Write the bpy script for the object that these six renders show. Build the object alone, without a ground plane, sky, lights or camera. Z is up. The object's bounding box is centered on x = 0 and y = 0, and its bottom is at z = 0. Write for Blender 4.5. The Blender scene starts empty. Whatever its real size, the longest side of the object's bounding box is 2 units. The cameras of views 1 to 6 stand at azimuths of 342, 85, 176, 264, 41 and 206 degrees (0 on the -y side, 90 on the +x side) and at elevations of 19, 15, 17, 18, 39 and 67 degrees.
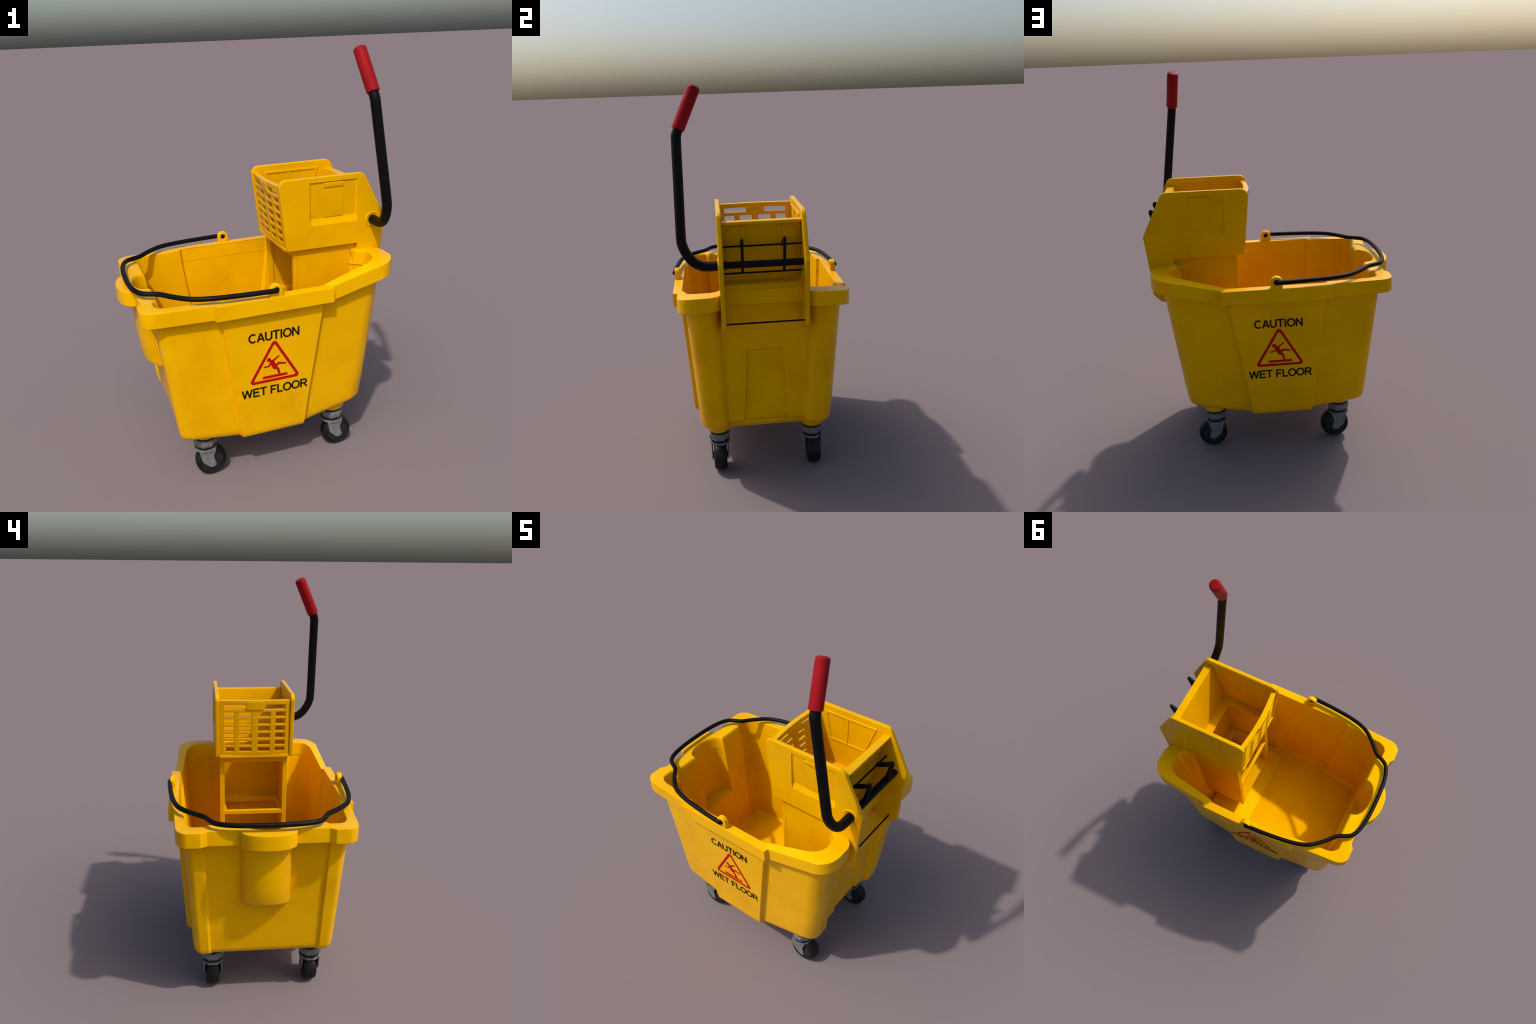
"""Yellow mop bucket on casters with a side-press wringer, built part by part."""
import math
import bpy, bmesh
from mathutils import Vector, Matrix

# ------------------------------------------------------------------ materials
def new_mat(name):
    m = bpy.data.materials.new(name)
    m.use_nodes = True
    nt = m.node_tree
    return m, nt, nt.nodes["Principled BSDF"]


def mottled(name, base, alt, scale, rough, bump=0.0, bump_scale=120.0, spots=None, coat=0.0, metallic=0.0, rough_var=0.08, spec=0.5, spec_tint=None):
    """Base colour drifting softly towards a second tone, optional speckle of a third, fine grain bump."""
    m, nt, b = new_mat(name)
    N, L = nt.nodes, nt.links
    tc = N.new("ShaderNodeTexCoord")
    n1 = N.new("ShaderNodeTexNoise")
    n1.inputs["Scale"].default_value = scale
    n1.inputs["Detail"].default_value = 4
    n1.inputs["Roughness"].default_value = 0.55
    L.new(tc.outputs["Object"], n1.inputs["Vector"])
    ramp = N.new("ShaderNodeValToRGB")
    ramp.color_ramp.elements[0].position = 0.42
    ramp.color_ramp.elements[0].color = (*base, 1)
    ramp.color_ramp.elements[1].position = 0.72
    ramp.color_ramp.elements[1].color = (*alt, 1)
    L.new(n1.outputs["Fac"], ramp.inputs["Fac"])
    col = ramp.outputs["Color"]
    if spots:
        n2 = N.new("ShaderNodeTexNoise")
        n2.inputs["Scale"].default_value = spots[1]
        n2.inputs["Detail"].default_value = 6
        n2.inputs["Roughness"].default_value = 0.65
        L.new(tc.outputs["Object"], n2.inputs["Vector"])
        r2 = N.new("ShaderNodeValToRGB")
        r2.color_ramp.elements[0].position = spots[2]
        r2.color_ramp.elements[0].color = (0, 0, 0, 1)
        r2.color_ramp.elements[1].position = spots[2] + 0.1
        r2.color_ramp.elements[1].color = (1, 1, 1, 1)
        L.new(n2.outputs["Fac"], r2.inputs["Fac"])
        mul = N.new("ShaderNodeMath")
        mul.operation = "MULTIPLY"
        mul.inputs[1].default_value = spots[3]
        L.new(r2.outputs["Color"], mul.inputs[0])
        mix = N.new("ShaderNodeMix")
        mix.data_type = "RGBA"
        mix.inputs["B"].default_value = (*spots[0], 1)
        L.new(mul.outputs[0], mix.inputs["Factor"])
        L.new(col, mix.inputs["A"])
        col = mix.outputs["Result"]
    L.new(col, b.inputs["Base Color"])
    mr = N.new("ShaderNodeMapRange")
    mr.inputs["To Min"].default_value = rough - rough_var
    mr.inputs["To Max"].default_value = rough + rough_var
    L.new(n1.outputs["Fac"], mr.inputs["Value"])
    L.new(mr.outputs["Result"], b.inputs["Roughness"])
    b.inputs["Metallic"].default_value = metallic
    b.inputs["Specular IOR Level"].default_value = spec
    if spec_tint:
        b.inputs["Specular Tint"].default_value = (*spec_tint, 1)
    b.inputs["Coat Weight"].default_value = coat
    if bump:
        n3 = N.new("ShaderNodeTexNoise")
        n3.inputs["Scale"].default_value = bump_scale
        n3.inputs["Detail"].default_value = 3
        L.new(tc.outputs["Object"], n3.inputs["Vector"])
        bp = N.new("ShaderNodeBump")
        bp.inputs["Strength"].default_value = bump
        bp.inputs["Distance"].default_value = 0.002
        L.new(n3.outputs["Fac"], bp.inputs["Height"])
        L.new(bp.outputs["Normal"], b.inputs["Normal"])
    return m


GOLD_SHEEN = (1.0, 0.62, 0.0)
YELLOW = mottled("yellow_plastic", (0.80, 0.415, 0.0), (0.69, 0.34, 0.0), 4.0, 0.34, bump=0.15, bump_scale=70,
                 spots=((0.60, 0.30, 0.0), 9.0, 0.62, 0.18), spec_tint=GOLD_SHEEN)
WRINGER_YELLOW = mottled("wringer_yellow_plastic", (0.72, 0.372, 0.0), (0.64, 0.315, 0.0), 5.0, 0.34, bump=0.15, bump_scale=70,  # body yellow darkened a tenth: shade baked into the cheek plates, tinted in here
                         spots=((0.56, 0.28, 0.0), 11.0, 0.62, 0.18), spec_tint=GOLD_SHEEN)
BLACK = mottled("black_painted_steel", (0.0020, 0.0019, 0.0027), (0.0034, 0.0032, 0.0046), 14.0, 0.48, bump=0.05, spec=0.12)
RED = mottled("red_rubber", (0.27, 0.0075, 0.011), (0.21, 0.006, 0.009), 9.0, 0.46, bump=0.1, spec=0.15, spec_tint=(1.0, 0.35, 0.35))
STEEL = mottled("worn_grey_steel", (0.165, 0.166, 0.165), (0.105, 0.106, 0.108), 40.0, 0.5, bump=0.2, bump_scale=60,
                spots=((0.11, 0.065, 0.04), 55.0, 0.60, 0.55), spec=0.3)
RUBBER = mottled("dusty_black_tyre", (0.0055, 0.0055, 0.006), (0.011, 0.0105, 0.011), 25.0, 0.5, bump=0.2,
                 spots=((0.060, 0.044, 0.032), 18.0, 0.60, 0.4), spec=0.2)
HUB = mottled("dark_wheel_hub", (0.019, 0.017, 0.021), (0.012, 0.011, 0.014), 25.0, 0.5, bump=0.1, spec=0.2)
INK_BLACK = mottled("black_ink", (0.012, 0.010, 0.001), (0.02, 0.016, 0.002), 60.0, 0.5, spec=0.1)
INK_RED = mottled("red_ink", (0.44, 0.004, 0.003), (0.39, 0.004, 0.003), 40.0, 0.45, spec=0.1)


# ------------------------------------------------------------------ helpers
ROOT = bpy.data.objects.new("mop_bucket", None)
bpy.context.collection.objects.link(ROOT)
ROOT["label"] = "yellow plastic mop bucket on casters with wringer and red-gripped lever"
ROOT["category"] = "mop bucket"


def finish(bm, name, mat, parent=None, bevel=0.0, segs=2, angle=35.0, bevel_angle=40.0):
    """bmesh -> named, parented, bevelled, smooth-by-angle mesh object."""
    bmesh.ops.remove_doubles(bm, verts=bm.verts, dist=1e-6)
    bmesh.ops.recalc_face_normals(bm, faces=bm.faces)
    me = bpy.data.meshes.new(name)
    bm.to_mesh(me)
    bm.free()
    ob = bpy.data.objects.new(name, me)
    bpy.context.collection.objects.link(ob)
    if bevel:
        md = ob.modifiers.new("bevel", "BEVEL")
        md.width, md.segments = bevel, segs
        md.limit_method, md.angle_limit = "ANGLE", math.radians(bevel_angle)
        md.use_clamp_overlap = True
        bake(ob)
    me = ob.data
    me.materials.clear()
    me.materials.append(mat)
    for p in me.polygons:
        p.use_smooth = True
    me.set_sharp_from_angle(angle=math.radians(angle))
    weigh_normals(ob)
    ob.parent = parent or ROOT
    return ob


def weigh_normals(ob):
    """Face-area weighted normals: flats stay flat, bevels carry the highlight."""
    md = ob.modifiers.new("normals", "WEIGHTED_NORMAL")
    md.keep_sharp = True
    md.weight = 70
    bake(ob)


def bake(ob):
    dg = bpy.context.evaluated_depsgraph_get()
    me = bpy.data.meshes.new_from_object(ob.evaluated_get(dg))
    old = ob.data
    ob.modifiers.clear()
    ob.data = me
    me.name = old.name
    bpy.data.meshes.remove(old)


def add_loft(bm, rings, closed=True, cap0=False, cap1=False):
    vs = [[bm.verts.new(p) for p in r] for r in rings]
    n = len(rings[0])
    for a, b in zip(vs, vs[1:]):
        for i in range(n if closed else n - 1):
            j = (i + 1) % n
            bm.faces.new((a[i], a[j], b[j], b[i]))
    for flag, r in ((cap0, vs[0]), (cap1, vs[-1])):
        if flag:
            bm.faces.new(r)
    return vs


def add_box(bm, x0, x1, y0, y1, z0, z1):
    add_loft(bm, [[(x0, y0, z), (x1, y0, z), (x1, y1, z), (x0, y1, z)] for z in (z0, z1)], cap0=True, cap1=True)


def add_prism(bm, poly, to3, w0, w1):
    """Extrude a 2D polygon; to3(u, v, w) maps into space."""
    add_loft(bm, [[to3(u, v, w) for u, v in poly] for w in (w0, w1)], cap0=True, cap1=True)


def add_tube(bm, path, radius, sides=16, cap=True):
    """Sweep a circle along a path with a parallel-transported frame; radius may be a list."""
    P = [Vector(p) for p in path]
    rad = radius if isinstance(radius, (list, tuple)) else [radius] * len(P)
    T = []
    for i in range(len(P)):
        a, b = P[max(i - 1, 0)], P[min(i + 1, len(P) - 1)]
        T.append((b - a).normalized())
    n = T[0].orthogonal().normalized()
    rings = []
    for i, p in enumerate(P):
        n = (n - T[i] * n.dot(T[i])).normalized()
        b = T[i].cross(n)
        rings.append([p + (n * math.cos(t) + b * math.sin(t)) * rad[i]
                      for t in (2 * math.pi * k / sides for k in range(sides))])
    add_loft(bm, rings, cap0=cap, cap1=cap)


def add_lathe(bm, profile, centre, axis="z", sides=32, cap=True):
    """Revolve (radius, height) pairs around an axis through centre."""
    rings = []
    for r, h in profile:
        ring = []
        for k in range(sides):
            t = 2 * math.pi * (k + 0.5) / sides
            c, s = r * math.cos(t), r * math.sin(t)
            ring.append(Vector(centre) + Vector((c, s, h) if axis == "z" else (c, h, s)))
        rings.append(ring)
    add_loft(bm, rings, cap0=cap, cap1=cap)


def add_cells(bm, us, vs, solid, to3, w0, w1):
    """A plate with rectangular openings: a grid of cells, solid or open."""
    nu, nv = len(us) - 1, len(vs) - 1
    S = [[solid((us[i] + us[i + 1]) / 2, (vs[j] + vs[j + 1]) / 2) for j in range(nv)] for i in range(nu)]
    pts = {}

    def V(i, j, k):
        if (i, j, k) not in pts:
            pts[i, j, k] = bm.verts.new(to3(us[i], vs[j], (w0, w1)[k]))
        return pts[i, j, k]

    def on(i, j):
        return 0 <= i < nu and 0 <= j < nv and S[i][j]

    for i in range(nu):
        for j in range(nv):
            if not S[i][j]:
                continue
            for k in (0, 1):
                bm.faces.new((V(i, j, k), V(i + 1, j, k), V(i + 1, j + 1, k), V(i, j + 1, k)))
            for (di, dj), (a, b) in {(-1, 0): ((i, j), (i, j + 1)), (1, 0): ((i + 1, j), (i + 1, j + 1)),
                                     (0, -1): ((i, j), (i + 1, j)), (0, 1): ((i, j + 1), (i + 1, j + 1))}.items():
                if not on(i + di, j + dj):
                    bm.faces.new((V(*a, 0), V(*b, 0), V(*b, 1), V(*a, 1)))


def fillet(ctrl, k=5, closed=False):
    """Polyline of control points ((x, y, z), r) with every r > 0 corner rounded by k segments."""
    out, n = [], len(ctrl)
    for i, (p, r) in enumerate(ctrl):
        p = Vector(p)
        if r <= 0 or (not closed and i in (0, n - 1)):
            out.append(p)
            continue
        a, b = Vector(ctrl[i - 1][0]) - p, Vector(ctrl[(i + 1) % n][0]) - p
        ang = max(a.angle(b), 0.05)
        d = r / math.tan(ang / 2)
        da, db = min(d, a.length * 0.48), min(d, b.length * 0.48)
        A, B = p + a.normalized() * da, p + b.normalized() * db
        for s in range(k + 1):
            t = s / k
            w = math.sin(ang / 2)          # rational Bezier weight: an exact circular arc
            b0, b1, b2 = (1 - t) ** 2, 2 * t * (1 - t) * w, t * t
            out.append((b0 * A + b1 * p + b2 * B) / (b0 + b1 + b2))
    return out


def catmull(pts, k=6):
    P = [Vector(p) for p in pts]
    P = [2 * P[0] - P[1]] + P + [2 * P[-1] - P[-2]]
    out = []
    for i in range(1, len(P) - 2):
        for s in range(k):
            t = s / k
            a, b, c, d = P[i - 1], P[i], P[i + 1], P[i + 2]
            out.append(0.5 * (2 * b + (c - a) * t + (2 * a - 5 * b + 4 * c - d) * t * t + (3 * b - a - 3 * c + d) * t ** 3))
    out.append(P[-2])
    return out


def lerp(a, b, t):
    return a + (b - a) * t


# ------------------------------------------------------------------ bucket body
ZT, ZB = 0.93, 0.25            # heights at which the top and bottom outlines below hold
CUP_N = 7
CUP_FLOOR = 0.572
RECESS_TOP = 0.676


def bottom_z(x, y=1.0):
    """Underside: lowest amidships, a little higher at the ends."""
    pts = [(-0.60, 0.255), (-0.44, 0.252), (-0.17, 0.233), (0.16, 0.234), (0.42, 0.272), (0.60, 0.285)]
    lift = 0.026 if x > 0.36 and abs(y) < 0.20 else 0.0      # arched between the rear posts
    for (a, za), (b, zb) in zip(pts, pts[1:]):
        if x <= b:
            return lift + lerp(za, zb, max(0.0, min(1.0, (x - a) / (b - a))))
    return lift + pts[-1][1]


def half_outline(spec, z_of, cup, recess):
    """Control polygon (y >= 0 half) at height z_of(top height)."""
    ctrl = []
    for p in spec:
        kind = p[0]
        z = z_of(p[3] if kind != "cup" else ZT)
        t = (z - ZB) / (ZT - ZB)
        if kind == "cup":
            _, (xt, wt, dt), (xb, wb, db) = p
            x0, w, d = lerp(xt, xb, t_inv(t)), lerp(wt, wb, t_inv(t)), lerp(dt, db, t_inv(t)) * cup(z)
            for i in range(CUP_N):
                a = math.pi / 2 * i / (CUP_N - 1)
                ctrl.append(((x0 - d * math.cos(a) ** 0.9, w * math.sin(a), z), 0.0))
        else:
            (xt, yt), (xb, yb) = p[1], p[2]
            x, y = lerp(xb, xt, t), lerp(yb, yt, t)
            if kind == "recess":
                x -= 0.014 * recess(z)
            ctrl.append(((x, y, z), p[4]))
    return ctrl


def t_inv(t):
    return 1 - t


OUTER = [
    ("cup", (-0.526, 0.117, 0.074), (-0.451, 0.112, 0.073)),
    ("wall", (-0.526, 0.282), (-0.451, 0.260), ZT, 0.006),
    ("wall", (-0.542, 0.292), (-0.460, 0.268), ZT, 0.008),
    ("wall", (-0.542, 0.378), (-0.460, 0.340), ZT, 0.060),
    ("wall", (-0.264, 0.392), (-0.180, 0.355), ZT, 0.003),
    ("wall", (-0.254, 0.417), (-0.166, 0.380), ZT, 0.004),
    ("wall", (0.243, 0.417), (0.139, 0.380), ZT, 0.004),
    ("wall", (0.253, 0.392), (0.152, 0.355), ZT, 0.003),
    ("wall", (0.560, 0.374), (0.481, 0.333), 1.00, 0.085),
    ("wall", (0.560, 0.232), (0.481, 0.213), 1.00, 0.045),
    ("wall", (0.487, 0.212), (0.463, 0.196), 1.00, 0.018),
    ("wall", (0.487, 0.076), (0.463, 0.121), 1.00, 0.0),
    ("recess", (0.487, 0.067), (0.463, 0.112), 1.00, 0.0),
    ("recess", (0.487, 0.0), (0.463, 0.0), 1.00, 0.0),
]
INNER = [
    ("cup", (-0.496, 0.112, 0.074), (-0.428, 0.106, 0.070)),
    ("wall", (-0.496, 0.268), (-0.428, 0.240), ZT, 0.010),
    ("wall", (-0.520, 0.278), (-0.442, 0.250), ZT, 0.012),
    ("wall", (-0.520, 0.358), (-0.442, 0.318), ZT, 0.060),
    ("wall", (-0.262, 0.388), (-0.180, 0.345), ZT, 0.003),
    ("wall", (-0.252, 0.404), (-0.168, 0.366), ZT, 0.004),
    ("wall", (0.239, 0.404), (0.139, 0.366), ZT, 0.004),
    ("wall", (0.251, 0.391), (0.152, 0.347), ZT, 0.003),
    ("wall", (0.524, 0.356), (0.452, 0.318), 1.00, 0.080),
    ("wall", (0.522, 0.240), (0.447, 0.225), 1.00, 0.045),
    ("wall", (0.473, 0.192), (0.430, 0.180), 1.00, 0.015),
    ("wall", (0.473, 0.072), (0.430, 0.117), 1.00, 0.0),
    ("wall", (0.473, 0.067), (0.430, 0.112), 1.00, 0.0),
    ("wall", (0.473, 0.0), (0.430, 0.0), 1.00, 0.0),
]


def mirror_ring(half):
    return half + [Vector((p.x, -p.y, p.z)) for p in reversed(half[1:-1])]


def pull_in(ring, d):
    """Shrink a ring towards an inner rectangle, less along the straight sides."""
    out = []
    for p in ring:
        c = Vector((max(-0.40, min(0.38, p.x)), max(-0.24, min(0.24, p.y)), p.z))
        v = c - p
        k = 0.40 if -0.36 < p.x < 0.36 else 1.0
        out.append(p + v.normalized() * min(d * k, v.length) if v.length > 1e-6 else p.copy())
    return out


def body_ring(spec, s, cup_on, rec_on):
    half = half_outline(spec, lambda zt: lerp(ZB, zt, s), lambda z: cup_on, lambda z: rec_on)
    return mirror_ring(fillet(half, 5))


def s_of(z):
    return (z - ZB) / (ZT - ZB)


def build_body():
    bm = bmesh.new()
    rings = []
    # outside: rounded foot, recess end, cup end, straight up to inside the rim
    flat = pull_in(body_ring(OUTER, s_of(ZB), 0.0, 1.0), 0.085)
    rings.append([Vector((p.x, p.y, 0.246)) for p in flat])
    for h, d in ((0.0, 0.032), (0.007, 0.014), (0.019, 0.004), (0.040, 0.0)):
        r = body_ring(OUTER, s_of(ZB + h), 0.0, 1.0)
        rings.append([Vector((p.x, p.y, bottom_z(p.x, p.y) + h)) for p in pull_in(r, d)])
    for z, c, q in ((0.40, 0, 1), (RECESS_TOP - 0.004, 0, 0) if RECESS_TOP < CUP_FLOOR else (CUP_FLOOR - 0.016, 0, 1),
                    (CUP_FLOOR - 0.006, 0.80, 1), (CUP_FLOOR + 0.012, 1, 1), (RECESS_TOP - 0.012, 1, 1), (RECESS_TOP, 1, 0), (0.80, 1, 0), (ZT, 1, 0)):
        rings.append(body_ring(OUTER, s_of(z), c, q))
    # inside, back down to the floor
    for z, c in ((ZT, 1), (0.75, 1), (CUP_FLOOR + 0.010, 1), (CUP_FLOOR, 0), (0.45, 0)):
        rings.append(body_ring(INNER, s_of(z), c, 0))
    for h, d in ((0.292, 0.0), (0.277, 0.006), (0.268, 0.022)):
        r = body_ring(INNER, s_of(h), 0, 0)
        rings.append([Vector((p.x, p.y, h)) for p in pull_in(r, d)])
    vs = add_loft(bm, rings)
    caps = [bm.faces.new(vs[0]), bm.faces.new(vs[-1])]
    bmesh.ops.triangulate(bm, faces=caps, ngon_method="EAR_CLIP")
    ob = finish(bm, "bucket_body", YELLOW, angle=38)
    # floor ramp under the wringer, caster bosses under the corners
    bm = bmesh.new()
    ramp = [(0.130, 0.2665), (0.136, 0.271), (0.225, 0.301), (0.240, 0.304), (0.410, 0.310), (0.410, 0.262), (0.130, 0.262)]
    add_prism(bm, ramp, lambda x, z, w: (x, w, z), -0.30, 0.30)
    finish(bm, "floor_ramp", YELLOW)
    bm = bmesh.new()
    for x in (CASTER_REAR, CASTER_FRONT):
        for y in (-0.25, 0.25):
            add_lathe(bm, [(0.068, 0.262), (0.066, 0.245), (0.060, 0.228), (0.050, 0.219)], (x, y, 0), sides=24)
    finish(bm, "caster_boss", YELLOW)
    return ob


CASTER_REAR, CASTER_FRONT = 0.347, -0.333


# ------------------------------------------------------------------ rim
def arc(x0, w, d, z, n=CUP_N):
    return [((x0 - d * math.cos(math.pi / 2 * i / (n - 1)) ** 0.9, w * math.sin(math.pi / 2 * i / (n - 1)), z), 0.0) for i in range(n)]


def build_rim():
    z = 0.968
    zr = 1.042
    # outer edge, inner top edge, and the foot of the inward-rolling inner lip
    outer = arc(-0.582, 0.128, 0.072, z) + [
        ((-0.581, 0.272, z), 0.012), ((-0.600, 0.300, z), 0.016), ((-0.600, 0.407, z), 0.068),
        ((-0.289, 0.427, z), 0.0), ((-0.283, 0.450, z), 0.0), ((0.272, 0.450, z), 0.0), ((0.280, 0.427, z), 0.0),
        ((0.619, 0.410, zr), 0.095), ((0.619, 0.212, zr + .002), 0.070), ((0.524, 0.196, zr + .001), 0.010), ((0.524, 0.0, zr), 0.0)]
    inner = arc(-0.511, 0.116, 0.070, z) + [
        ((-0.511, 0.266, z), 0.012), ((-0.531, 0.276, z), 0.014), ((-0.531, 0.366, z), 0.062),
        ((-0.262, 0.387, z), 0.0), ((-0.250, 0.403, z), 0.0), ((0.237, 0.403, z), 0.0), ((0.250, 0.391, z), 0.0),
        ((0.536, 0.362, zr), 0.085), ((0.536, 0.235, zr + .002), 0.055), ((0.486, 0.194, zr + .001), 0.010), ((0.486, 0.0, zr), 0.0)]
    foot = arc(-0.499, 0.112, 0.074, z) + [
        ((-0.499, 0.266, z), 0.012), ((-0.522, 0.276, z), 0.014), ((-0.522, 0.360, z), 0.060),
        ((-0.262, 0.389, z), 0.0), ((-0.250, 0.405, z), 0.0), ((0.237, 0.405, z), 0.0), ((0.250, 0.393, z), 0.0),
        ((0.533, 0.359, zr), 0.083), ((0.533, 0.245, zr + .002), 0.050), ((0.481, 0.197, zr + .001), 0.010), ((0.481, 0.0, zr), 0.0)]
    fo, fi, ff = (mirror_ring(fillet(q, 6)) for q in (outer, inner, foot))
    drop = lambda h: Vector((0, 0, -h))
    bm = bmesh.new()
    sections = []
    for o, i, f in zip(fo, fi, ff):
        roll = min(0.030, 1.6 * (Vector((f.x, f.y)) - Vector((i.x, i.y))).length)
        n = (i - o)
        n.z = 0
        n.normalize()
        e, h = 0.0055, 0.074
        taper = Vector((n.x * 0.0085, n.y * 0.0052, 0))
        sec = [f + taper + drop(h), o + n * e + drop(h), o + n * e * 0.3 + drop(h - e * 0.3), o + drop(h - e),
               o + drop(e), o + n * e * 0.3 + drop(e * 0.3), o + n * e, i - n * 0.003]
        sec += [i.lerp(f, 0.25) + drop(0.0015 + roll * 0.10), i.lerp(f, 0.70) + drop(0.003 + roll * 0.42), f + drop(0.004 + roll)]
        sections.append(sec)
    sections.append(sections[0])
    add_loft(bm, sections)
    return finish(bm, "rim", YELLOW, angle=42)


# ------------------------------------------------------------------ bail
def build_bail():
    z = 0.999
    half = [(-0.606, 0.0), (-0.603, 0.10), (-0.590, 0.185), (-0.566, 0.236), (-0.535, 0.258), (-0.492, 0.281), (-0.440, 0.338),
            (-0.372, 0.394), (-0.280, 0.424), (-0.150, 0.441), (-0.018, 0.4500), (-0.004, 0.446), (-0.002, 0.425)]
    pts = [(x, -y, z) for x, y in reversed(half[1:])] + [(x, y, z) for x, y in half]
    bm = bmesh.new()
    add_tube(bm, catmull(pts, 5), 0.0118, 12)
    finish(bm, "bail_handle", BLACK, angle=60)
    mesh = None
    for sgn in (-1, 1):
        if mesh is None:
            bm = bmesh.new()
            # rounded ear with an eye hole: outer outline lofted to the hole ring
            n = 28
            cz, R, rh = 0.033, 0.030, 0.0125
            front, hole = [], []
            for k in range(n):
                t = 2 * math.pi * k / n - math.pi / 2
                c, s = math.cos(t), math.sin(t)
                if s < 0:
                    m = max(abs(c), abs(s) * R / (cz + 0.010))
                    front.append((R * c / m if abs(c) >= m - 1e-9 else R * c / m, cz + R * s / m))
                else:
                    front.append((R * c, cz + R * 0.95 * s))
                hole.append((rh * c, cz + rh * s))
            th = 0.0135
            V = lambda q, y: [(x, y, z2) for x, z2 in q]
            add_loft(bm, [V(hole, -th), V(front, -th), V(front, th), V(hole, th), V(hole, -th)])
            ob = finish(bm, "bail_ear", YELLOW, bevel=0.004, segs=2, angle=50)
            mesh = ob.data
        else:
            ob = bpy.data.objects.new("bail_ear", mesh)
            bpy.context.collection.objects.link(ob)
            ob.parent = ROOT
        ob.location = (-0.004, sgn * 0.434, 0.966)


# ------------------------------------------------------------------ warning sign on both side panels
def panel_matrix(sgn):
    """Local (u, v) on the panel face -> world; u reads left to right, v is height."""
    slope = (0.417 - 0.380) / (ZT - ZB)
    up = Vector((0, sgn * slope, 1)).normalized()
    right = Vector((-sgn, 0, 0))
    nrm = right.cross(up)
    org = Vector((-0.009, sgn * (0.380 + (0.62 - ZB) * slope), 0.62))
    return Matrix(((right.x, up.x, nrm.x, org.x), (right.y, up.y, nrm.y, org.y), (right.z, up.z, nrm.z, org.z), (0, 0, 0, 1)))


def bend(cx, cy, rx, ry, a0, a1, n=14):
    """Points on an elliptical arc, degrees."""
    return [(cx + rx * math.cos(math.radians(a0 + (a1 - a0) * k / n)), cy + ry * math.sin(math.radians(a0 + (a1 - a0) * k / n))) for k in range(n + 1)]


# sans-serif capitals as pen paths in a box one unit high (advance width, paths)
GLYPHS = {
    "C": (0.76, [bend(0.40, 0.5, 0.335, 0.435, 48, 312, 22)]),
    "A": (0.72, [[(0.06, 0.01), (0.35, 0.96)], [(0.37, 0.96), (0.66, 0.01)], [(0.16, 0.30), (0.56, 0.30)]]),
    "U": (0.74, [[(0.105, 1.0), (0.105, 0.36)] + bend(0.37, 0.36, 0.265, 0.295, 185, 355, 14) + [(0.635, 0.36), (0.635, 1.0)]]),
    "T": (0.66, [[(0.02, 0.935), (0.64, 0.935)], [(0.33, 0.95), (0.33, 0.0)]]),
    "I": (0.29, [[(0.145, 1.0), (0.145, 0.0)]]),
    "O": (0.82, [bend(0.41, 0.5, 0.34, 0.435, 90, 450, 30)]),
    "N": (0.76, [[(0.11, 0.0), (0.11, 1.0)], [(0.12, 0.95), (0.64, 0.05)], [(0.65, 0.0), (0.65, 1.0)]]),
    "W": (1.02, [[(0.07, 0.99), (0.275, 0.02)], [(0.275, 0.02), (0.51, 0.97)], [(0.51, 0.97), (0.745, 0.02)], [(0.745, 0.02), (0.95, 0.99)]]),
    "E": (0.69, [[(0.64, 0.935), (0.115, 0.935), (0.115, 0.065), (0.66, 0.065)], [(0.12, 0.52), (0.59, 0.52)]]),
    "F": (0.64, [[(0.62, 0.935), (0.115, 0.935), (0.115, 0.0)], [(0.12, 0.49), (0.53, 0.49)]]),
    "L": (0.59, [[(0.11, 1.0), (0.11, 0.065), (0.57, 0.065)]]),
    "R": (0.74, [[(0.115, 0.0), (0.115, 0.935), (0.42, 0.935)] + bend(0.42, 0.71, 0.215, 0.225, 80, -80, 12) + [(0.42, 0.485), (0.12, 0.485)],
                 [(0.40, 0.47), (0.69, 0.0)]]),
    " ": (0.30, []),
}


def ribbon(bm, pts, w, top):
    """Flat pen stroke of width w along pts, mitred at the corners."""
    P = [Vector((*p, 0)) for p in pts]
    closed = (P[0] - P[-1]).length < 1e-6
    if closed:
        P = P[:-1]
    n = len(P)
    L, Rr = [], []
    for i, p in enumerate(P):
        a = P[i - 1] if (i or closed) else None
        b = P[(i + 1) % n] if (i < n - 1 or closed) else None
        d0 = (p - a).normalized() if a else (b - p).normalized()
        d1 = (b - p).normalized() if b else d0
        n0, n1 = Vector((-d0.y, d0.x, 0)), Vector((-d1.y, d1.x, 0))
        m = (n0 + n1).normalized()
        k = w / 2 / max(m.dot(n0), 0.72)
        L.append(p + m * k)
        Rr.append(p - m * k)
    up = Vector((0, 0, top))
    secs = [[l, r, r + up, l + up] for l, r in zip(L, Rr)]
    if closed:
        secs.append(secs[0])
    add_loft(bm, secs, cap0=not closed, cap1=not closed)


def text_mesh(word, width, height, centre_v):
    bm = bmesh.new()
    total = sum(GLYPHS[c][0] for c in word) - 0.10
    sx = width / total
    x = -width / 2 - 0.05 * sx
    k = 0
    for c in word:
        adv, paths = GLYPHS[c]
        for path in paths:
            ribbon(bm, [(x + u * sx, centre_v + (v - 0.5) * height) for u, v in path], 0.182 * height, 0.0010 + 0.00015 * (k % 3))
            k += 1
        x += adv * sx
    return bm


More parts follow.
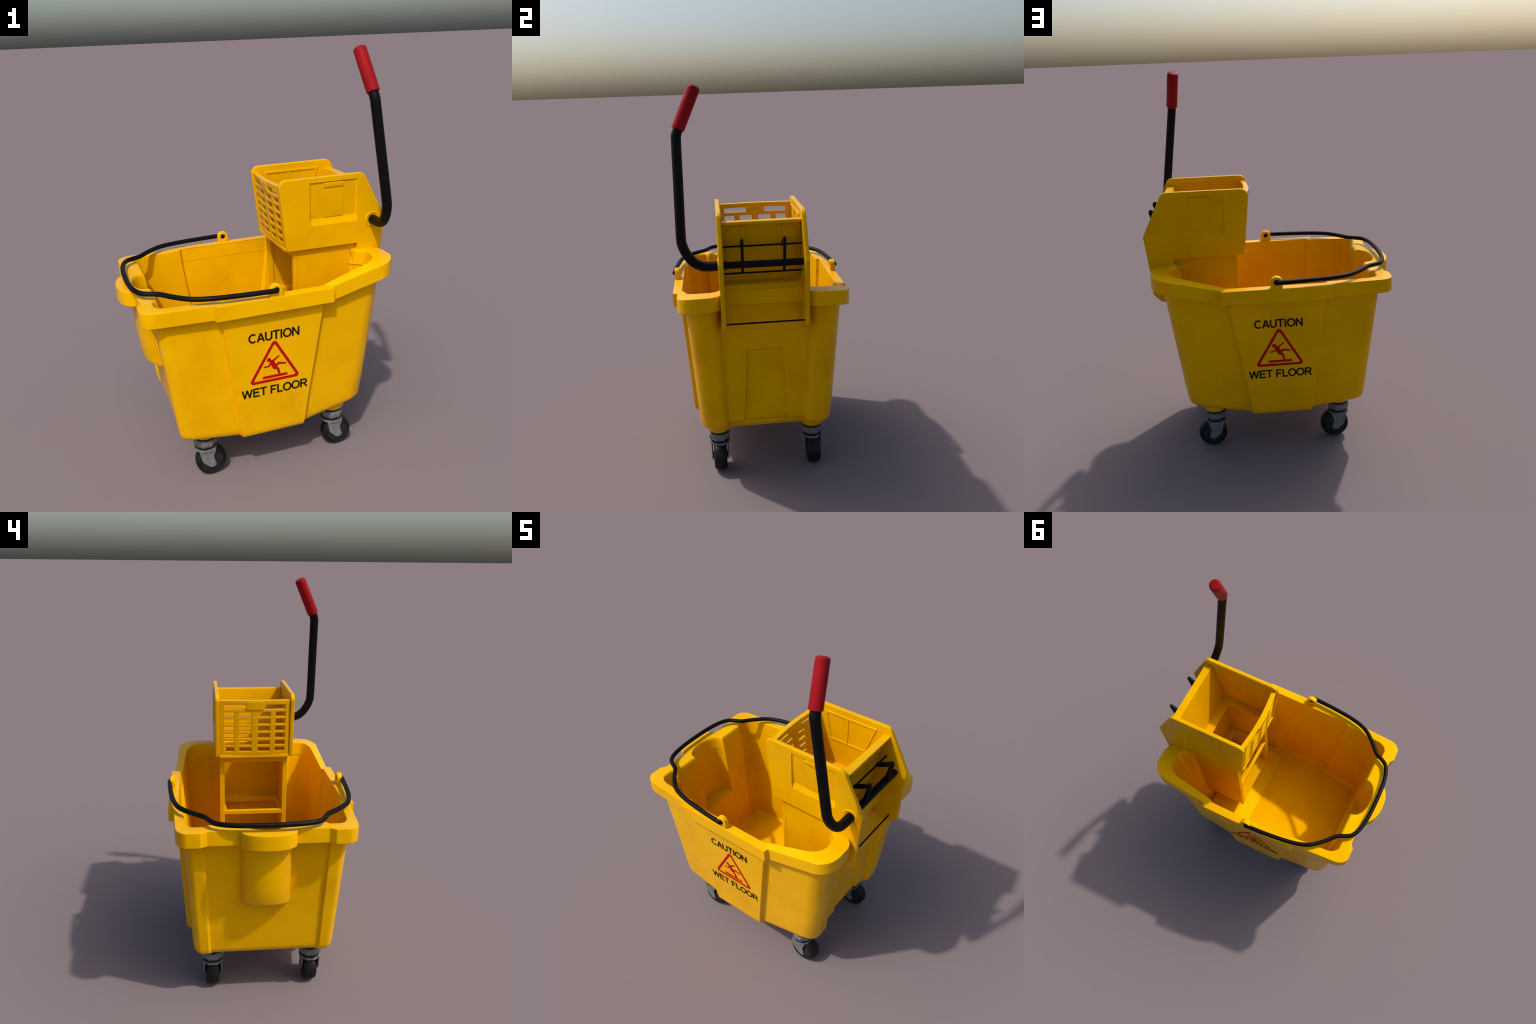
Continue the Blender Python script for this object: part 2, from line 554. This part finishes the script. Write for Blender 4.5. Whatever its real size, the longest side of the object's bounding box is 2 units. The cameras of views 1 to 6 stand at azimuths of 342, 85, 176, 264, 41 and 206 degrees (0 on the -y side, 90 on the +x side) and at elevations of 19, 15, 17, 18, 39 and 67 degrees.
def stroke(bm, a, b, w, lift, w2=None):
    """A round-ended bar between two points, width w tapering to w2."""
    a, b = Vector((*a, 0)), Vector((*b, 0))
    d = (b - a).normalized()
    base = math.atan2(d.y, d.x)
    poly = []
    for c, off, r in ((b, -math.pi / 2, (w2 or w) / 2), (a, math.pi / 2, w / 2)):
        for k in range(9):
            t = base + off + math.pi * k / 8
            poly.append((c.x + r * math.cos(t), c.y + r * math.sin(t)))
    add_prism(bm, poly, lambda u, v, q: Vector((u, v, q)), 0.0, 0.0010 + lift)


def build_sign():
    for sgn in (-1, 1):
        M = panel_matrix(sgn)
        for word, w, h, v in (("CAUTION", 0.243, 0.046, 0.1475), ("WET FLOOR", 0.324, 0.045, -0.1415)):
            bm = text_mesh(word, w, h, v)
            bmesh.ops.transform(bm, matrix=M, verts=bm.verts)
            finish(bm, "lettering", INK_BLACK, angle=30)
        bm = bmesh.new()
        # triangle frame with rounded corners
        tri = lambda e, r: [((0.0, 0.130 - 2.0 * e, 0), r), ((-0.130 + 1.75 * e, -0.0965 + e, 0), r), ((0.130 - 1.75 * e, -0.0965 + e, 0), r)]
        out, inn = fillet(tri(0.0, 0.014), 8, True), fillet(tri(0.0135, 0.006), 8, True)
        lift = Vector((0, 0, 0.0011))
        add_loft(bm, [inn, out, [p + lift for p in out], [p + lift for p in inn], inn])
        # slipping figure
        add_prism(bm, [(-0.028 + 0.0105 * math.cos(t), 0.021 + 0.0105 * math.sin(t)) for t in (2 * math.pi * k / 20 for k in range(20))],
                  lambda u, v, q: Vector((u, v, q)), 0.0, 0.00105)
        parts = [((-0.013, 0.007), (0.000, -0.022), 0.020, 0.019), ((-0.013, 0.010), (0.021, 0.034), 0.009, 0.006),
                 ((-0.015, 0.006), (-0.029, -0.012), 0.008, 0.007), ((-0.029, -0.012), (-0.051, -0.013), 0.007, 0.006),
                 ((0.002, -0.022), (0.018, -0.004), 0.012, 0.009), ((0.018, -0.004), (0.052, -0.010), 0.009, 0.008),
                 ((0.003, -0.024), (0.016, -0.034), 0.013, 0.010), ((0.016, -0.034), (0.021, -0.056), 0.010, 0.010),
                 ((-0.055, -0.069), (0.057, -0.069), 0.0105, 0.0105)]
        for i, (a, b, w, w2) in enumerate(parts):
            stroke(bm, a, b, w * 1.15, 0.00012 * i, w2 * 1.15)
        bmesh.ops.transform(bm, matrix=M, verts=bm.verts)
        finish(bm, "warning_sign", INK_RED, angle=30)


# ------------------------------------------------------------------ wringer
def build_wringer():
    W = bpy.data.objects.new("wringer", None)
    bpy.context.collection.objects.link(W)
    W.parent = ROOT
    to_xz = lambda x, z, y: (x, y, z)

    # cheek plates
    prof = [((0.102, 1.425), 0.038), ((0.140, 1.078), 0.010), ((0.509, 1.074), 0.006), ((0.505, 1.046), 0.006), ((0.476, 1.040), 0),
            ((0.497, 0.868), 0), ((0.560, 0.842), 0.01), ((0.590, 0.846), 0.02), ((0.628, 0.888), 0.015), ((0.634, 1.010), 0), ((0.652, 1.202), 0.006),
            ((0.541, 1.425), 0.040)]
    poly = [(p.x, p.z) for p in fillet([((x, 0, z), r) for (x, z), r in prof], 5, True)]
    for sgn in (-1, 1):
        bm = bmesh.new()
        add_prism(bm, poly, to_xz, sgn * 0.187, sgn * 0.2085)
        ob = finish(bm, "cheek_plate", WRINGER_YELLOW, W, bevel=0.0045, segs=2, angle=40)
        # scooped window: wedge cutter, shallow at the top, deepest above a sloping sill
        x0, x1 = (0.258, 0.506) if sgn < 0 else (0.235, 0.481)
        bm = bmesh.new()
        steps = [(1.399, 0.0), (1.396, 0.0060), (1.340, 0.0066), (1.290, 0.0080), (1.250, 0.0100), (1.226, 0.0122), (1.220, 0.0120), (1.190, -0.0002)]
        rings = []
        for x, dd in ((x0, -1), (x0 + 0.003, 0), (x0 + 0.010, 1.0), (x1 - 0.010, 1.0), (x1 - 0.003, 0), (x1, -1)):
            ring = [(x, sgn * 0.215, 1.186), (x, sgn * 0.215, 1.402)]
            for z, d in steps:
                k = {-1: 0.0, 0: 0.75, 1.0: 1.0}[dd]
                ring.append((x, sgn * (0.2085 - d * k + (0.0004 if k == 0 else 0)), z))
            rings.append(ring)
        add_loft(bm, rings, cap0=True, cap1=True)
        cut = finish(bm, "cutter", WRINGER_YELLOW, W)
        md = ob.modifiers.new("window", "BOOLEAN")
        md.object, md.operation, md.solver = cut, "DIFFERENCE", "EXACT"
        bake(ob)
        bpy.data.objects.remove(cut)
        for p in ob.data.polygons:
            p.use_smooth = True
        ob.data.set_sharp_from_angle(angle=math.radians(14))
        weigh_normals(ob)
        # raised pad inside the window and the cross-bar above it
        xc0, xc1 = (0.333, 0.432) if sgn < 0 else (0.307, 0.405)
        bm = bmesh.new()
        pad = [(1.393, 0.0022), (1.390, 0.0005), (1.373, 0.0005), (1.366, 0.0060), (1.340, 0.0034), (1.290, 0.0050), (1.250, 0.0070), (1.224, 0.0095), (1.222, 0.016), (1.393, 0.016)]
        add_loft(bm, [[(x, sgn * (0.2085 - d), z) for z, d in pad] for x in (xc0, xc1)], cap0=True, cap1=True)
        finish(bm, "window_pad", WRINGER_YELLOW, W, bevel=0.002, segs=2, angle=40)
        # hub ring
        cx = 0.588 if sgn < 0 else 0.563
        bm = bmesh.new()
        hb = [(0.040, 0.0), (0.037, 0.005), (0.031, 0.005), (0.027, 0.001)] if sgn < 0 else [(0.040, 0.0), (0.0375, 0.002), (0.034, 0.002), (0.031, 0.0004)]
        add_lathe(bm, [(r, sgn * (0.2080 + h)) for r, h in hb], (cx, 0, 1.187), "y", 28)
        finish(bm, "hub_ring", WRINGER_YELLOW, W, angle=50)
        # raised trapezoid frame on the inner face
        bm = bmesh.new()
        out = [(0.172, 1.392), (0.203, 1.228), (0.416, 1.228), (0.474, 1.392)]
        inn = [(0.190, 1.380), (0.214, 1.240), (0.408, 1.240), (0.459, 1.380)]
        yi = sgn * 0.187
        A = lambda q, y: [(x, y, z) for x, z in q]
        add_loft(bm, [A(inn, yi + sgn * .002), A(out, yi + sgn * .002), A(out, yi - sgn * .004), A(inn, yi - sgn * .004), A(inn, yi + sgn * .002)])
        add_box(bm, 0.300, 0.314, min(yi - sgn * .0035, yi + sgn * .002), max(yi - sgn * .0035, yi + sgn * .002), 1.2285, 1.3915)
        finish(bm, "inner_frame", WRINGER_YELLOW, W, bevel=0.0015, segs=1, angle=40)

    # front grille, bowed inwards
    ys = [0.0165, 0.047, 0.082, 0.109, 0.1615, 0.1855]
    ys = [-y for y in reversed(ys)] + [0.0] + ys
    zs = [1.090, 1.112, 1.134, 1.149, 1.173, 1.188, 1.214, 1.227, 1.254, 1.266, 1.294, 1.307, 1.332, 1.347, 1.372, 1.395]

    def grille_solid(y, z):
        a = abs(y)
        row = [i for i in range(len(zs) - 1) if zs[i] < z < zs[i + 1]][0]
        if row % 2 == 0 or a > 0.1615:
            return True
        if row == len(zs) - 2 - 0:
            return True
        if row == 13:
            return a < 0.047
        return a < 0.0165 or 0.082 < a < 0.109

    def grille_at(y, z, w):
        bow = -0.014 * (1 - (y / 0.1855) ** 2)
        return (0.114 + (1.395 - z) / 0.305 * 0.028 + bow * (0.55 + 0.45 * (z - 1.09) / 0.305) + w, y, z)

    bm = bmesh.new()
    add_cells(bm, ys, zs, grille_solid, grille_at, 0.0, 0.026)
    finish(bm, "grille", WRINGER_YELLOW, W, bevel=0.0025, segs=2, angle=40)
    bm = bmesh.new()
    add_cells(bm, [-0.046, -0.023, 0.0, 0.023, 0.046], [1.345, 1.388], lambda y, z: True, grille_at, -0.0035, 0.004)
    finish(bm, "grille_tab", WRINGER_YELLOW, W, bevel=0.002)

    # floor of the wringer with its drain opening
    bm = bmesh.new()
    add_cells(bm, [0.135, 0.152, 0.205, 0.405, 0.470], [-0.187, -0.147, 0.147, 0.187],
              lambda x, y: not (0.205 < x < 0.405 and abs(y) < 0.147), lambda x, y, z: (x, y, z), 1.0745, 1.091)
    finish(bm, "wringer_floor", WRINGER_YELLOW, W, bevel=0.004, segs=2)

    # press plate at the rear, leaning outwards, ribbed on its back
    bm = bmesh.new()
    add_prism(bm, [(0.509, 1.381), (0.548, 1.381), (0.5475, 1.367), (0.520, 1.364), (0.464, 1.076), (0.448, 1.076)], to_xz, -0.187, 0.187)
    finish(bm, "press_plate", WRINGER_YELLOW, W, bevel=0.003)
    back = lambda y, z, w: (0.464 + (z - 1.076) / 0.288 * 0.056 + w, y, z)
    bm = bmesh.new()
    for y in (-0.085, 0.085):
        add_prism(bm, [(y - 0.008, 1.10), (y + 0.008, 1.10), (y + 0.008, 1.354), (y - 0.008, 1.354)], back, -0.004, 0.006)
    for s in (-1, 1):
        edge = [(0.160, 1.10), (0.170, 1.10), (0.170, 1.325), (0.147, 1.352), (0.094, 1.352), (0.094, 1.343), (0.143, 1.343), (0.160, 1.322)]
        add_prism(bm, [(s * y, z) for y, z in edge], back, -0.004, 0.0045)
    finish(bm, "press_rib", WRINGER_YELLOW, W, bevel=0.0015, segs=1)

    # box frame hanging into the bucket
    bm = bmesh.new()
    add_cells(bm, [-0.186, -0.160, 0.160, 0.186], [0.44, 0.456, 0.730, 0.754, 1.036, 1.0755],
              lambda y, z: abs(y) > 0.160 or 0.730 < z < 0.754 or z > 1.036, lambda y, z, w: (w, y, z), 0.180, 0.200)
    for s in (-1, 1):
        add_prism(bm, [(0.1995, 0.4405), (0.440, 0.4405), (0.481, 1.0000), (0.480, 1.0752), (0.1995, 1.0752)], to_xz, s * 0.168, s * 0.1855)
    add_prism(bm, [(0.434, 0.520), (0.446, 0.520), (0.452, 1.075), (0.440, 1.075)], to_xz, -0.169, 0.169)
    add_cells(bm, [0.1992, 0.210, 0.392, 0.440], [-0.170, -0.148, 0.148, 0.170],
              lambda x, y: x > 0.210 and not (0.210 < x < 0.392 and abs(y) < 0.148), lambda x, y, z: (x, y, z), 0.722, 0.7535)
    add_prism(bm, [(0.184, 0.4415), (0.196, 0.4415), (0.244, 0.498), (0.436, 0.516), (0.436, 0.526), (0.240, 0.508), (0.184, 0.4500)], to_xz, -0.170, 0.170)
    finish(bm, "drain_frame", WRINGER_YELLOW, W, bevel=0.003)
    # saddle hooked over the rear wall
    bm = bmesh.new()
    add_prism(bm, [(0.440, 1.076), (0.505, 1.076), (0.518, 1.066), (0.522, 1.040), (0.440, 1.040)], to_xz, -0.1865, 0.1865)
    finish(bm, "saddle", WRINGER_YELLOW, W, bevel=0.003)

    # rods and press hooks
    for x, z, r in ((0.535, 1.262, 0.0046), (0.540, 1.133, 0.0046), (0.580, 0.894, 0.0042)):
        bm = bmesh.new()
        add_tube(bm, [(x, -0.190, z), (x, 0.190, z)], r, 10)
        finish(bm, "rod", BLACK, W, angle=60)
    bm = bmesh.new()
    add_tube(bm, [(0.589, -0.190, 1.187), (0.589, -0.170, 1.187), (0.589, -0.169, 1.187), (0.589, 0.190, 1.187)], [0.0195, 0.0195, 0.0165, 0.0165], 14)
    finish(bm, "press_bar", BLACK, W, angle=50)
    mesh = None
    for s in (-1, 1):
        if mesh is None:
            bm = bmesh.new()
            arm = [(0.526, 1.254), (0.534, 1.276), (0.598, 1.308), (0.606, 1.316), (0.615, 1.318), (0.623, 1.313), (0.626, 1.304), (0.624, 1.294), (0.600, 1.196), (0.560, 1.140),
                   (0.556, 1.144), (0.582, 1.200), (0.600, 1.284), (0.540, 1.254)]
            add_prism(bm, arm, to_xz, -0.0065, 0.0065)
            ob = finish(bm, "press_hook", BLACK, W, bevel=0.004, segs=2)
            mesh = ob.data
        else:
            ob = bpy.data.objects.new("press_hook", mesh)
            bpy.context.collection.objects.link(ob)
            ob.parent = W
        ob.location.y = s * 0.098

    # lever: swings in a plane tilted back around the bar
    def lever(y, z):
        return (0.589 - 0.147 * (z - 1.187), y, z)
    path = [lever(*p) for p in ((-0.186, 1.187), (-0.262, 1.187), (-0.290, 1.192), (-0.316, 1.206), (-0.338, 1.229), (-0.356, 1.258), (-0.368, 1.290),
                                (-0.3725, 1.330), (-0.3705, 1.560), (-0.3685, 1.755), (-0.3660, 1.783), (-0.356, 1.808), (-0.340, 1.846))]
    bm = bmesh.new()
    add_tube(bm, catmull(path, 4), 0.0232, 16)
    finish(bm, "lever_arm", BLACK, W, angle=60)
    a, b = Vector(lever(-0.3585, 1.806)), Vector(lever(-0.2735, 1.992))
    bm = bmesh.new()
    at = [(0.0, 0.0235), (0.004, 0.0290), (0.012, 0.0305), (0.5, 0.0305), (0.945, 0.0300), (0.975, 0.0275), (1.0, 0.0190)]
    add_tube(bm, [a.lerp(b, t) for t, _ in at], [r for _, r in at], 16)
    finish(bm, "grip", RED, W, angle=45)


# ------------------------------------------------------------------ casters
def build_casters():
    meshes = None
    for x in (CASTER_REAR, CASTER_FRONT):
        for y in (-0.25, 0.25):
            C = bpy.data.objects.new("caster", None)
            bpy.context.collection.objects.link(C)
            C.parent = ROOT
            C.location = (x, y, 0)
            if meshes is None:
                made = []
                bm = bmesh.new()
                add_lathe(bm, [(0.052, 0.228), (0.052, 0.208)], (0, 0, 0), sides=16)
                add_lathe(bm, [(0.050, 0.174), (0.050, 0.156)], (0, 0, 0), sides=16)
                made.append(finish(bm, "bearing_seal", RUBBER, C))
                bm = bmesh.new()
                add_lathe(bm, [(0.050, 0.213), (0.060, 0.207), (0.060, 0.184), (0.052, 0.170)], (0, 0, 0), sides=8)
                made.append(finish(bm, "swivel_nut", STEEL, C, angle=20, bevel=0.0015))
                bm = bmesh.new()
                add_lathe(bm, [(0.056, 0.159), (0.057, 0.147)], (0, 0, 0), sides=8)
                cheek = fillet([((-0.042, 0, 0.157), 0), ((0.043, 0, 0.157), 0), ((0.039, 0, 0.140), 0.01), ((0.028, 0, 0.112), 0.04), ((0.043, 0, 0.058), 0.012),
                                ((0.012, 0, 0.052), 0.02), ((-0.028, 0, 0.090), 0.04)], 5, True)
                for s in (-1, 1):
                    add_prism(bm, [(p.x, p.z) for p in cheek], lambda u, v, w: (u, w, v), s * 0.040, s * 0.046)
                made.append(finish(bm, "fork", STEEL, C, bevel=0.0012, angle=30))
                bm = bmesh.new()
                wheel = (0.022, 0, 0.077)
                tyre = [(0.056, -0.030), (0.062, -0.0335), (0.069, -0.031), (0.075, -0.021), (0.077, -0.008),
                        (0.077, 0.008), (0.075, 0.021), (0.069, 0.031), (0.062, 0.0335), (0.056, 0.030)]
                add_lathe(bm, tyre, wheel, "y", 32)
                made.append(finish(bm, "tyre", RUBBER, C, angle=50))
                bm = bmesh.new()
                add_lathe(bm, [(0.016, -0.0395), (0.020, -0.036), (0.055, -0.0315), (0.0555, 0.0), (0.055, 0.0315), (0.020, 0.036), (0.016, 0.0395)], wheel, "y", 28)
                made.append(finish(bm, "wheel_hub", HUB, C, angle=40))
                meshes = [(o.name, o.data) for o in made]
            else:
                for nm, me in meshes:
                    o = bpy.data.objects.new(nm, me)
                    bpy.context.collection.objects.link(o)
                    o.parent = C


build_body()
build_rim()
build_bail()
build_sign()
build_wringer()
build_casters()
